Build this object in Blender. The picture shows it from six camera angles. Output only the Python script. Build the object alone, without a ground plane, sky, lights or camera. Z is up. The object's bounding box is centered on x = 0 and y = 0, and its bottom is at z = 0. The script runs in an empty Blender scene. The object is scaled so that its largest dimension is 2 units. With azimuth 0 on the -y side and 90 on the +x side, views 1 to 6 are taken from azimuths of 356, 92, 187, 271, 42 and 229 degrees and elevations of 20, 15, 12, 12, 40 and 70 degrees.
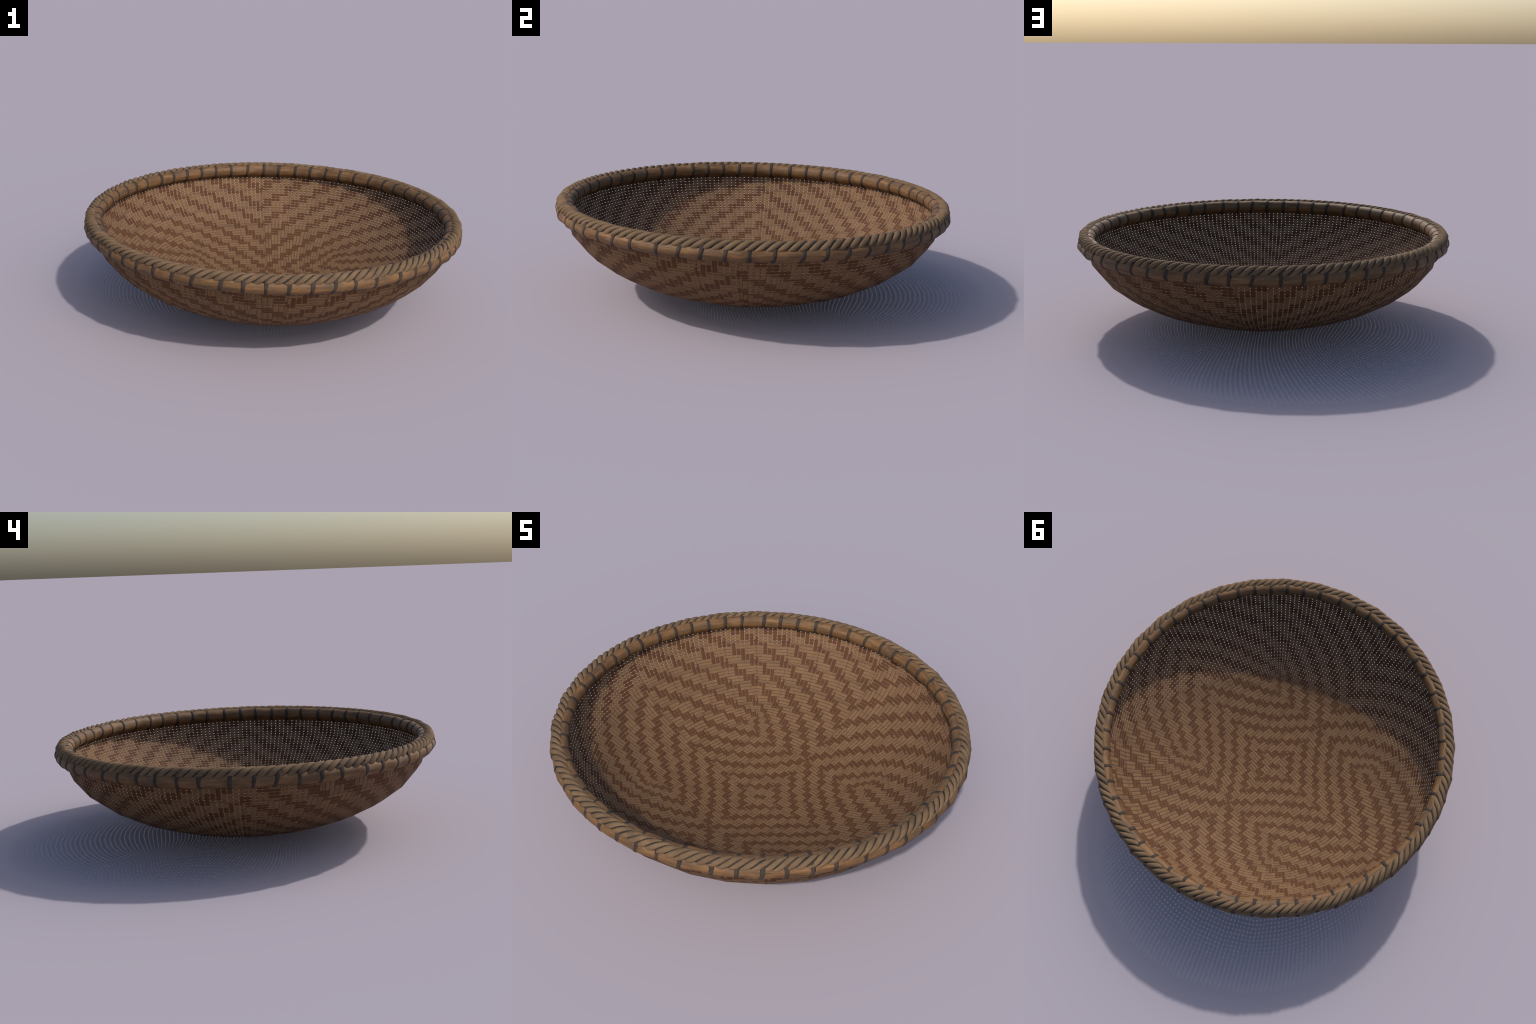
"""Shallow round winnowing basket: a twill-woven bowl of pale and dark split
bamboo, bound at the rim by two bamboo hoops, dark lashings and a laid rope."""
import bpy, math, random
import numpy as np

random.seed(7)
rng = np.random.default_rng(7)
COL = bpy.context.scene.collection

# ------------------------------------------------------------------ materials
def new_mat(name, rough=0.75, spec=0.25):
    m = bpy.data.materials.new(name)
    m.use_nodes = True
    nt = m.node_tree
    nt.nodes.clear()
    out = nt.nodes.new("ShaderNodeOutputMaterial")
    b = nt.nodes.new("ShaderNodeBsdfPrincipled")
    b.inputs["Roughness"].default_value = rough
    b.inputs["Specular IOR Level"].default_value = spec
    nt.links.new(b.outputs[0], out.inputs[0])
    return m, nt, b

def node(nt, kind, **props):
    n = nt.nodes.new(kind)
    for k, v in props.items():
        setattr(n, k, v)
    return n

def ramp(nt, fac, stops):
    r = node(nt, "ShaderNodeValToRGB")
    els = r.color_ramp.elements
    while len(els) < len(stops):
        els.new(0.5)
    for e, (p, c) in zip(els, stops):
        e.position = p
        e.color = (*c, 1)
    nt.links.new(fac, r.inputs[0])
    return r.outputs[0]

def noise(nt, vec, scale, detail=3.0, rough=0.55):
    n = node(nt, "ShaderNodeTexNoise")
    n.inputs["Scale"].default_value = scale
    n.inputs["Detail"].default_value = detail
    n.inputs["Roughness"].default_value = rough
    nt.links.new(vec, n.inputs["Vector"])
    return n.outputs[0]

def mix(nt, mode, fac, a, b):
    m = node(nt, "ShaderNodeMix", data_type="RGBA", blend_type=mode)
    for sock, v in ((m.inputs[0], fac), (m.inputs[6], a), (m.inputs[7], b)):
        if hasattr(v, "is_linked"):
            nt.links.new(v, sock)
        elif isinstance(v, tuple):
            sock.default_value = (*v, 1)
        else:
            sock.default_value = v
    return m.outputs[2]

def bump(nt, bsdf, height, strength, dist=0.002):
    b = node(nt, "ShaderNodeBump")
    b.inputs["Strength"].default_value = strength
    b.inputs["Distance"].default_value = dist
    nt.links.new(height, b.inputs["Height"])
    nt.links.new(b.outputs[0], bsdf.inputs["Normal"])

def strip_material(name, base, dark, spot, spot_amount):
    """Split bamboo: mottled tone, fine grain, small dark flecks."""
    m, nt, b = new_mat(name, 0.8, 0.2)
    co = node(nt, "ShaderNodeTexCoord").outputs["Object"]
    big = noise(nt, co, 14.0, 2.0)
    fine = noise(nt, co, 190.0, 4.0, 0.65)
    fleck = noise(nt, co, 105.0, 2.0, 0.5)
    c = ramp(nt, big, [(0.3, dark), (0.7, base)])
    g = ramp(nt, fine, [(0.3, (0.80, 0.79, 0.78)), (0.7, (1.12, 1.12, 1.12))])
    c = mix(nt, "MULTIPLY", 1.0, c, g)
    f = ramp(nt, fleck, [(0.29, (1, 1, 1)), (0.38, (0, 0, 0))])
    c = mix(nt, "MIX", mix(nt, "MULTIPLY", 1.0, f, (spot_amount,) * 3), c, spot)
    nt.links.new(c, b.inputs["Base Color"])
    bump(nt, b, fine, 0.25, 0.001)
    return m

PALE = strip_material("pale_bamboo", (0.198, 0.113, 0.057), (0.168, 0.095, 0.047),
                      (0.062, 0.037, 0.020), 0.85)
DARK = strip_material("dark_bamboo", (0.105, 0.0455, 0.0192), (0.085, 0.0365, 0.0155),
                      (0.060, 0.027, 0.014), 0.5)

def seam_material():
    m, nt, b = new_mat("seam_thread", 0.85, 0.15)
    co = node(nt, "ShaderNodeTexCoord").outputs["Object"]
    nt.links.new(ramp(nt, noise(nt, co, 40.0),
                      [(0.3, (0.046, 0.026, 0.018)), (0.7, (0.072, 0.040, 0.027))]),
                 b.inputs["Base Color"])
    return m
SEAM = seam_material()

def ring_coords(nt):
    """Object coordinates unrolled round the rim: (length along the rim, radius, height)."""
    co = node(nt, "ShaderNodeTexCoord").outputs["Object"]
    s = node(nt, "ShaderNodeSeparateXYZ")
    nt.links.new(co, s.inputs[0])
    a = node(nt, "ShaderNodeMath", operation="ARCTAN2")
    nt.links.new(s.outputs[1], a.inputs[0])
    nt.links.new(s.outputs[0], a.inputs[1])
    l = node(nt, "ShaderNodeVectorMath", operation="LENGTH")
    fl = node(nt, "ShaderNodeCombineXYZ")
    nt.links.new(s.outputs[0], fl.inputs[0]); nt.links.new(s.outputs[1], fl.inputs[1])
    nt.links.new(fl.outputs[0], l.inputs[0])
    c = node(nt, "ShaderNodeCombineXYZ")
    nt.links.new(a.outputs[0], c.inputs[0])
    nt.links.new(l.outputs["Value"], c.inputs[1])
    nt.links.new(s.outputs[2], c.inputs[2])
    return co, c.outputs[0]

def stretch(nt, vec, scale):
    m = node(nt, "ShaderNodeMapping")
    m.inputs["Scale"].default_value = scale
    nt.links.new(vec, m.inputs[0])
    return m.outputs[0]

def hoop_material():
    m, nt, b = new_mat("hoop_bamboo", 0.6, 0.3)
    co, rc = ring_coords(nt)
    grain = noise(nt, stretch(nt, rc, (7, 70, 70)), 1.0, 5.0, 0.6)
    fibre = noise(nt, stretch(nt, rc, (22, 420, 420)), 1.0, 3.0, 0.6)
    patch = noise(nt, stretch(nt, rc, (9, 22, 22)), 1.0, 3.0, 0.6)
    c = ramp(nt, grain, [(0.30, (0.074, 0.038, 0.017)), (0.5, (0.160, 0.082, 0.032)),
                         (0.70, (0.225, 0.115, 0.046))])
    g = ramp(nt, fibre, [(0.3, (0.80, 0.80, 0.80)), (0.7, (1.1, 1.1, 1.1))])
    c = mix(nt, "MULTIPLY", 1.0, c, g)
    p = ramp(nt, patch, [(0.48, (0, 0, 0)), (0.72, (0.85, 0.85, 0.85))])
    c = mix(nt, "MIX", p, c, (0.080, 0.052, 0.031))
    nt.links.new(c, b.inputs["Base Color"])
    bump(nt, b, grain, 0.35, 0.003)
    return m

def rope_material():
    m, nt, b = new_mat("rope_fibre", 0.85, 0.15)
    co, rc = ring_coords(nt)
    fibre = noise(nt, co, 260.0, 4.0, 0.7)
    big = noise(nt, co, 16.0, 2.0)
    c = ramp(nt, big, [(0.3, (0.118, 0.076, 0.044)), (0.7, (0.185, 0.118, 0.066))])
    g = ramp(nt, fibre, [(0.3, (0.80, 0.80, 0.80)), (0.7, (1.14, 1.13, 1.12))])
    nt.links.new(mix(nt, "MULTIPLY", 1.0, c, g), b.inputs["Base Color"])
    bump(nt, b, fibre, 0.4, 0.002)
    return m

def plain_material(name, lo, hi, scale=60.0):
    m, nt, b = new_mat(name, 0.75, 0.25)
    co = node(nt, "ShaderNodeTexCoord").outputs["Object"]
    n = noise(nt, co, scale, 3.0)
    nt.links.new(ramp(nt, n, [(0.3, lo), (0.7, hi)]), b.inputs["Base Color"])
    bump(nt, b, n, 0.2, 0.001)
    return m

HOOP = hoop_material()
ROPE = rope_material()
GROOVE_SHADE = plain_material("groove_shade_core", (0.016, 0.015, 0.014), (0.027, 0.024, 0.021))  # near-black tint paints the crevice shadow seen between rope strands
LASH = plain_material("lashing_cane", (0.028, 0.0195, 0.0145), (0.056, 0.039, 0.029), 45.0)

# ------------------------------------------------------------------ bowl form
# height of the bowl over its radius
PROF_R = np.array([0.0, 0.122, 0.240, 0.364, 0.488, 0.570, 0.620, 0.650, 0.748, 0.765, 0.852, 0.927])
PROF_Z = np.array([0.0, 0.0015, 0.0115, 0.0345, 0.067, 0.0945, 0.113, 0.126, 0.178, 0.189, 0.256, 0.350])

def height(r):
    return float(np.interp(r, PROF_R, PROF_Z)) + 0.0012

def polar(r, deg):
    a = math.radians(deg)
    return (r * math.cos(a), r * math.sin(a))

def build_nodes():
    """Corner points of the weave blocks in one quadrant: N[i][j], i towards +x,
    j towards +y.  4 x 4 blocks on the floor, then rings of blocks up the side."""
    half = {                                        # j = 0 .. min(i, 4)
        0: [(0, 0)],
        1: [(0.122, 0), (0.114, 0.114)],
        2: [(0.240, 0), (0.228, 0.112), (0.217, 0.217)],
        3: [(0.364, 0), (0.349, 0.110), (0.332, 0.216), (0.320, 0.320)],
        4: [(0.488, 0), (0.477, 0.115), (0.452, 0.226), (0.419, 0.335), (0.402, 0.402)],
        5: [polar(0.621, 0), polar(0.625, 11.9), polar(0.633, 24.2), polar(0.643, 35.0), polar(0.648, 45)],
        6: [polar(0.747, 0), polar(0.748, 11.5), polar(0.751, 22.9), polar(0.757, 34.0), polar(0.765, 45)],
        7: [polar(0.850, 0), polar(0.850, 11.25), polar(0.852, 22.5), polar(0.855, 33.75), polar(0.857, 45)],
        8: [polar(0.927, 11.25 * k) for k in range(5)],
        9: [polar(0.957, 11.25 * k) for k in range(5)],
    }
    N = {}
    for i, row in half.items():
        for j, (x, y) in enumerate(row):
            z = height(math.hypot(x, y)) if i < 9 else 0.462
            N[(i, j)] = np.array((x, y, z))
            N[(j, i)] = np.array((y, x, z))
    return N

NODES = build_nodes()

def node_at(i, j):
    """Block corner on the +x sheet, continued over the axes and the diagonal."""
    if i < 0:
        p = node_at(-i, j); return p * np.array((-1, 1, 1))
    if j < 0:
        p = node_at(i, -j); return p * np.array((1, -1, 1))
    i = min(i, 9)
    if (i, j) in NODES:
        return NODES[(i, j)]
    if i > 4 and j > 4:                              # over the diagonal
        return NODES[(8 - j if j <= 8 else 0, i)] if (8 - j, i) in NODES else NODES[(4, i)]
    return NODES[(min(i, 9), min(j, 9))]

def node_normal(i, j):
    du = node_at(i + 1, j) - node_at(i - 1, j)
    dv = node_at(i, j + 1) - node_at(i, j - 1)
    n = np.cross(du, dv)
    if i >= 8:                                       # flank: radial is reliable
        p = node_at(i, j)
        er = np.array((p[0], p[1], 0)) / math.hypot(p[0], p[1])
        n = -0.80 * er + np.array((0, 0, 0.60))
    elif i >= 4 and j == 4:
        p = node_at(i, j)
        d = node_at(i + 1, j) - p
        er = np.array((p[0], p[1], 0)) / math.hypot(p[0], p[1])
        n = np.array((0, 0, 1)) * (d @ er) - er * d[2]
        if i == 4:
            n = n + np.array((0, 0, 0.05))
    n = n / np.linalg.norm(n)
    return n if n[2] > 0 else -n

NORMALS = {(i, j): node_normal(i, j) for i in range(0, 10) for j in range(0, 5)}

def surface(i, j):
    """Point and normal of the +x sheet at block coordinates (i, j), j <= 4."""
    a = min(int(math.floor(i + 1e-9)), 8); b = min(int(math.floor(j + 1e-9)), 3)
    u, v = i - a, j - b
    w = ((a, b, (1 - u) * (1 - v)), (a + 1, b, u * (1 - v)), (a, b + 1, (1 - u) * v), (a + 1, b + 1, u * v))
    p = sum(NODES[(x, y)] * k for x, y, k in w)
    n = sum(NORMALS[(x, y)] * k for x, y, k in w)
    return p, n / np.linalg.norm(n)

# ------------------------------------------------------------------ the weave
# One block of the twill: 8 ring strips by 8 radial strips (first and last are
# half strips at the block edge). '#' = ring strip lies on top.
TWILL = [".#####..",
         "...###..",
         "##.#####",
         "##...###",
         "##...###",
         "####...#",
         ".###...#",
         ".#####.."]

def ring_on_top(quadrant, r, c):
    if quadrant in (1, 3):
        return TWILL[r][c] == "#"
    return TWILL[7 - c][r] != "#"

GAP = 0.165                      # gap between strips, in strip pitches
NOTCH = 0.055                    # strips are nipped in at the pinholes
THICK_OVER, THICK_UNDER = 0.00055, 0.0002
SIGNS = [(1, 1), (-1, 1), (-1, -1), (1, -1)]
TOP = 8.80                       # the weave ends inside the rim hoops

def cell_range(s, gap):
    if s == 0: return 0.02, 0.5 - gap / 2
    if s == 7: return 6.5 + gap / 2, 6.98
    return s - 0.5 + gap / 2, s + 0.5 - gap / 2

def nipped(s, lo, hi):
    return (lo + NOTCH if s > 0 else lo), (hi - NOTCH if s < 7 else hi)

class Ribbon:
    """Collects flat bands that follow the bowl surface."""
    def __init__(self):
        self.v, self.f, self.n = [], [], []
    def band(self, samples, closed_ends=True):
        """samples: list of (left point, right point, normal, half thickness)"""
        base = len(self.v)
        L, R, n, _ = samples[0]
        if np.cross(samples[-1][0] - L, R - L) @ n > 0:   # keep the faces outward
            samples = [(r, l, nn, h) for l, r, nn, h in samples]
        for L, R, n, h in samples:
            lat = R - L
            lat = lat / (np.linalg.norm(lat) + 1e-12)
            for p, sgn, side in ((L, 1, -1), (R, 1, 1), (R, -1, 1), (L, -1, -1)):
                self.v.append(p + n * (sgn * h))
                q = n * sgn + lat * (side * 0.22)
                self.n.append(q / np.linalg.norm(q))
        m = len(samples)
        for k in range(m - 1):
            a = base + 4 * k; b = a + 4
            for e in range(4):
                self.f.append((a + e, a + (e + 1) % 4, b + (e + 1) % 4, b + e))
        self.f.append((base + 3, base + 2, base + 1, base))
        e = base + 4 * (m - 1)
        self.f.append((e, e + 1, e + 2, e + 3))
    def mesh(self, name, mat):
        me = bpy.data.meshes.new(name)
        me.from_pydata([tuple(p) for p in self.v], [], self.f)
        me.materials.append(mat)
        me.polygons.foreach_set("use_smooth", [True] * len(me.polygons))
        me.update()
        me.normals_split_custom_set_from_vertices([tuple(p) for p in self.n])
        return me

class Sheet:
    """One woven sheet of a quadrant. kind 'x': floor plus the flank towards the
    x axis; kind 'y': the flank towards the y axis, down to the third block."""
    def __init__(self, q, kind):
        self.q, self.kind = q, kind
        self.s = np.array((*SIGNS[q], 1.0))
        # strips across: does the column count run outwards from the axis?
        self.outward = (q in (1, 3)) if kind == "x" else (q in (0, 2))
    def at(self, rad, col):
        """rad: block coordinate out from the centre, col: block coordinate from the axis"""
        p, n = surface(rad, col)
        if self.kind == "y":
            p, n = p[[1, 0, 2]], n[[1, 0, 2]]
        return p * self.s, n * self.s
    def rad(self, tile, r):      # r counts from the outer edge of the block inwards
        return tile + 1 - r / 7.0
    def col(self, tile, c):
        return tile + c / 7.0 if self.outward else tile + 1 - c / 7.0
    def columns(self, rad_tile):
        if self.kind == "x":
            return 4 if rad_tile >= 4 else 3
        return 4
    def rings(self, col_tile):
        if self.kind == "y":
            return range(8, 2, -1)
        return range(8, -1, -1) if col_tile < 3 else range(8, 3, -1)

    def ring_band(self, rib, tile, s, lo, hi, extra=0.0, force=False):
        n_cols = self.columns(tile)
        samples = []
        order = range(n_cols) if self.outward else range(n_cols - 1, -1, -1)
        for ct in order:
            for c in range(8):
                over = ring_on_top(self.q, s, c) or force
                h = (THICK_OVER if over else THICK_UNDER) + extra
                stations = [(x, lo, hi, h) for x in cell_range(c, GAP)]
                if c < 7 and not force and not extra:
                    stations.append((c + 0.5, *nipped(s, lo, hi), THICK_UNDER))
                for x, l, r, th in stations:
                    A, n1 = self.at(self.rad(tile, l), self.col(ct, x))
                    B, n2 = self.at(self.rad(tile, r), self.col(ct, x))
                    n = n1 + n2
                    samples.append((A, B, n / np.linalg.norm(n), th))
        rib.band(samples)

    def radial_band(self, rib, tile, s, lo, hi, extra=0.0, force=False):
        samples = []
        for rt in self.rings(tile):
            for r in range(8):
                over = (not ring_on_top(self.q, r, s)) or force
                h = (THICK_OVER if over else THICK_UNDER) + extra
                stations = [(x, lo, hi, h) for x in cell_range(r, GAP)]
                if r < 7 and not force and not extra:
                    stations.append((r + 0.5, *nipped(s, lo, hi), THICK_UNDER))
                for x, l, q, th in stations:
                    rr = self.rad(rt, x)
                    if rr > TOP:
                        continue
                    A, n1 = self.at(rr, self.col(tile, l))
                    B, n2 = self.at(rr, self.col(tile, q))
                    n = n1 + n2
                    samples.append((A, B, n / np.linalg.norm(n), th))
        rib.band(samples)

def weave():
    """Every strip as (ribbon, is_pale, length rank); plus the block seams."""
    strips, seams = [], Ribbon()
    for q in range(4):
        for kind in "xy":
            sh = Sheet(q, kind)
            ring_pale = q in (1, 3)
            # ring strips: the half strips either side of a block edge form one split strip
            tiles = list(range(8, 2, -1)) if kind == "y" else list(range(8, -1, -1))
            for t in tiles:
                for s in range(1, 8):
                    if self_skip(t, s):
                        continue
                    rib = Ribbon()
                    sh.ring_band(rib, t, s, *cell_range(s, GAP))
                    if s == 7 and t - 1 >= tiles[-1]:
                        sh.ring_band(rib, t - 1, 0, *cell_range(0, GAP))
                    strips.append((rib, ring_pale, t + 1 - s / 7))
                # dark seam line on the inner block edge, and a second split
                # line beside it where the split strip is pale
                sh.ring_band(seams, t, 7, 6.96, 7.04 if t > 0 else 7.0, 0.00016, True)
                if ring_pale:
                    if t - 1 >= tiles[-1]:
                        sh.ring_band(seams, t - 1, 0, 0.23, 0.295, 0.0001)
            for ct in range(4):
                for s in range(0, 8):
                    if s == 0 and ct != (0 if sh.outward else 3):
                        continue
                    rib = Ribbon()
                    sh.radial_band(rib, ct, s, *cell_range(s, GAP))
                    nxt = ct + 1 if sh.outward else ct - 1
                    if s == 7 and 0 <= nxt <= 3:
                        sh.radial_band(rib, nxt, 0, *cell_range(0, GAP))
                    strips.append((rib, not ring_pale, 9.0))
                sh.radial_band(seams, ct, 7, 6.963, 7.0, 0.00016, True)
                sh.radial_band(seams, ct, 0, 0.0, 0.037, 0.00016, True)
    return strips, seams

def self_skip(tile, s):
    return tile == 8 and s < 2                      # above the rim hoops

# ------------------------------------------------------------------ rim
def facet(theta):
    """The rim is bent in 32 short straight lengths."""
    w = math.pi / 16
    t = (theta % w) - w / 2
    return math.cos(w / 2) / math.cos(t)

def tube(name, path, closed, section, mat, smooth=True):
    """Sweep: path gives (centre, e1, e2); section gives (u, v) offsets."""
    V, F = [], []
    m, k = len(path), len(section)
    for c, e1, e2 in path:
        for u, v in section:
            V.append(tuple(c + e1 * u + e2 * v))
    for i in range(m if closed else m - 1):
        a, b = i * k, ((i + 1) % m) * k
        for j in range(k):
            F.append((a + j, a + (j + 1) % k, b + (j + 1) % k, b + j))
    me = bpy.data.meshes.new(name)
    me.from_pydata(V, [], F)
    me.materials.append(mat)
    me.polygons.foreach_set("use_smooth", [smooth] * len(me.polygons))
    me.update()
    return me

def ellipse(a, b, n, power=2.0):
    out = []
    for i in range(n):
        t = 2 * math.pi * i / n
        c, s = math.cos(t), math.sin(t)
        out.append((a * math.copysign(abs(c) ** (2 / power), c), b * math.copysign(abs(s) ** (2 / power), s)))
    return out

UP = np.array((0, 0, 1.0))
OUTER = (0.9645, 0.4550, 0.0345, 0.0335)               # centre radius, height, half width, half height
INNER = (0.9400, 0.4715, 0.0305, 0.0340)
ROPE_R, ROPE_Z = 0.9635, 0.4850

def wobble(t, phase):
    return 0.0012 * math.sin(37 * t + phase) + 0.0009 * math.sin(61 * t + 2 * phase)

OUTER_PHASE, INNER_PHASE = 0.4, 2.3

def hoop(name, R, Z, a, b, phase):
    path = []
    n = 384
    for i in range(n):
        t = 2 * math.pi * i / n
        er = np.array((math.cos(t), math.sin(t), 0))
        wob = wobble(t, phase)
        c = er * (R * facet(t) + wob) + UP * (Z + 0.0010 * math.sin(23 * t + phase))
        path.append((c, er, UP))
    return tube(name, path, True, ellipse(a, b, 28), HOOP)

def rope_strand(name, k, strands, turns):
    """One strand of the laid rope, winding round the rim."""
    path = []
    n = turns * 28
    a = 0.0215
    def centre(t):
        er = np.array((math.cos(t), math.sin(t), 0))
        psi = turns * t + 2 * math.pi * k / strands
        return er * (ROPE_R * facet(t)) + UP * ROPE_Z, er, er * math.cos(psi) + UP * math.sin(psi), psi
    for i in range(n):
        t = 2 * math.pi * i / n
        c0, er, d, psi = centre(t)
        c1, _, d1, _ = centre(t + 1e-4)
        p = c0 + d * a
        tan = (c1 + d1 * a) - p
        tan /= np.linalg.norm(tan)
        e1 = d - tan * (d @ tan); e1 /= np.linalg.norm(e1)
        e2 = np.cross(tan, e1)
        f = 1 + 0.05 * math.sin(27 * t + k) + 0.05 * math.sin(71 * t + 2.1 * k)
        path.append((p, e1 * f, e2 * f))
    return tube(name, path, True, ellipse(0.0095, 0.0119, 14, 2.2), ROPE)

def groove_shade_core(name):
    path = []
    for i in range(192):
        t = 2 * math.pi * i / 192
        er = np.array((math.cos(t), math.sin(t), 0))
        path.append((er * (ROPE_R * facet(t)) + UP * ROPE_Z, er, UP))
    return tube(name, path, True, ellipse(0.0240, 0.0240, 18), GROOVE_SHADE)

# lashings: groups with a slightly wider gap between groups (degrees)
LASH_GROUPS = [(16.0, 6), (53.2, 8), (102.3, 6), (139.7, 6), (177.2, 6), (214.6, 6),
               (252.2, 8), (301.6, 6), (339.0, 6)]
def lashing_angles():
    out = []
    for start, count in LASH_GROUPS:
        for i in range(count):
            out.append(start + i * 5.93 + random.uniform(-0.12, 0.12))
    return out

def hull_loop(offset):
    """Loop round both hoops, seen in the rim's cross-section (radius, height, side)."""
    pts = []
    n = 40
    for i in range(n):
        t = 2 * math.pi * i / n
        best = None
        d = np.array((math.cos(t), math.sin(t)))
        tuck = 0.0258 if d[1] < 0.6 else 0.018       # tucked between the rope strands
        for R, Z, a, b in (OUTER, INNER, (ROPE_R, ROPE_Z, tuck, tuck)):
            p = np.array((R, Z)) + np.array((a * a * d[0], b * b * d[1])) / math.hypot(a * d[0], b * d[1])
            if best is None or p @ d > best @ d:
                best = p
        pts.append(best + d * offset)
    return pts

def lashing(name, outer_deg, inner_deg, slant, width):
    """A flat cane strap bound round the two hoops under the rope."""
    V, F = [], []
    loop = hull_loop(0.0002)
    n = len(loop)
    prof = [(-1.0, -0.0030), (-0.92, 0.0007), (-0.5, 0.0018), (0.5, 0.0018), (0.92, 0.0007), (1.0, -0.0030)]
    k = len(prof)
    for i, (r, z) in enumerate(loop):
        t = 2 * math.pi * i / n
        d = np.array((math.cos(t), math.sin(t)))
        side = max(-1.0, min(1.0, 3.0 * math.cos(t)))  # 1 outside, -1 inside
        wgt = 0.5 - 0.5 * side
        ang = math.radians(outer_deg * (1 - wgt) + inner_deg * wgt
                           + slant * math.sin(t) * (side if side > 0 else 0.6 * side))
        w = width * (1 + 0.12 * math.sin(3 * t + outer_deg))
        for u, h in prof:
            a = ang + u * w / 2 / r
            rr = (r + d[0] * h) * facet(a) + wobble(a, OUTER_PHASE if side > 0 else INNER_PHASE)
            V.append((rr * math.cos(a), rr * math.sin(a), z + d[1] * h))
    for i in range(n):
        a, b = i * k, ((i + 1) % n) * k
        for j in range(k - 1):
            F.append((a + j, b + j, b + j + 1, a + j + 1))
        F.append((a + k - 1, b + k - 1, b, a))
    me = bpy.data.meshes.new(name)
    me.from_pydata(V, [], F)
    me.materials.append(LASH)
    me.polygons.foreach_set("use_smooth", [True] * len(me.polygons))
    me.update()
    return me

# ------------------------------------------------------------------ assembly
def add(name, data, parent):
    o = bpy.data.objects.new(name, data)
    COL.objects.link(o)
    if parent is not None:
        o.parent = parent
    return o

def merge(ribbons):
    out = Ribbon()
    for r in ribbons:
        b = len(out.v)
        out.v += r.v; out.n += r.n
        out.f += [tuple(i + b for i in f) for f in r.f]
    return out

basket = bpy.data.objects.new("winnowing_basket", None)
COL.objects.link(basket)
basket["label"] = "shallow round woven bamboo basket with rope-bound rim"
basket["category"] = "basket"

strips, seams = weave()
bowl_rest = []
kept = []
for pale in (True, False):
    group = [s for s in strips if s[1] == pale]
    group.sort(key=lambda s: -len(s[0].v))
    kept += group[:300]
    bowl_rest += group[300:]

bowl = add("woven_bowl", seams.mesh("woven_bowl", SEAM), basket)
bowl["kind"] = "stuff"
for rib, pale, _ in kept:
    nm = "weft_strip" if pale else "warp_strip"
    add(nm, rib.mesh(nm, PALE if pale else DARK), bowl)
for pale in (True, False):
    rest = [r for r, p, _ in bowl_rest if p == pale]
    if rest:
        nm = "weft_splints" if pale else "warp_splints"
        o = add(nm, merge(rest).mesh(nm, PALE if pale else DARK), bowl)
        o["kind"] = "stuff"

add("outer_hoop", hoop("outer_hoop", *OUTER, OUTER_PHASE), basket)
add("inner_hoop", hoop("inner_hoop", *INNER, INNER_PHASE), basket)
rope = add("rim_rope", groove_shade_core("rim_rope"), basket)
for k in range(4):
    add("rope_strand", rope_strand("rope_strand", k, 4, 34), rope)
angles = lashing_angles()
count = len(angles)
for i, a in enumerate(angles):
    even = angles[0] + 360.0 * i / count
    inner = a + 0.45 * (even - a) + random.uniform(-0.3, 0.3)
    add("lashing", lashing("lashing", a, inner, random.uniform(0.05, 0.65), random.uniform(0.0170, 0.0215)), basket)
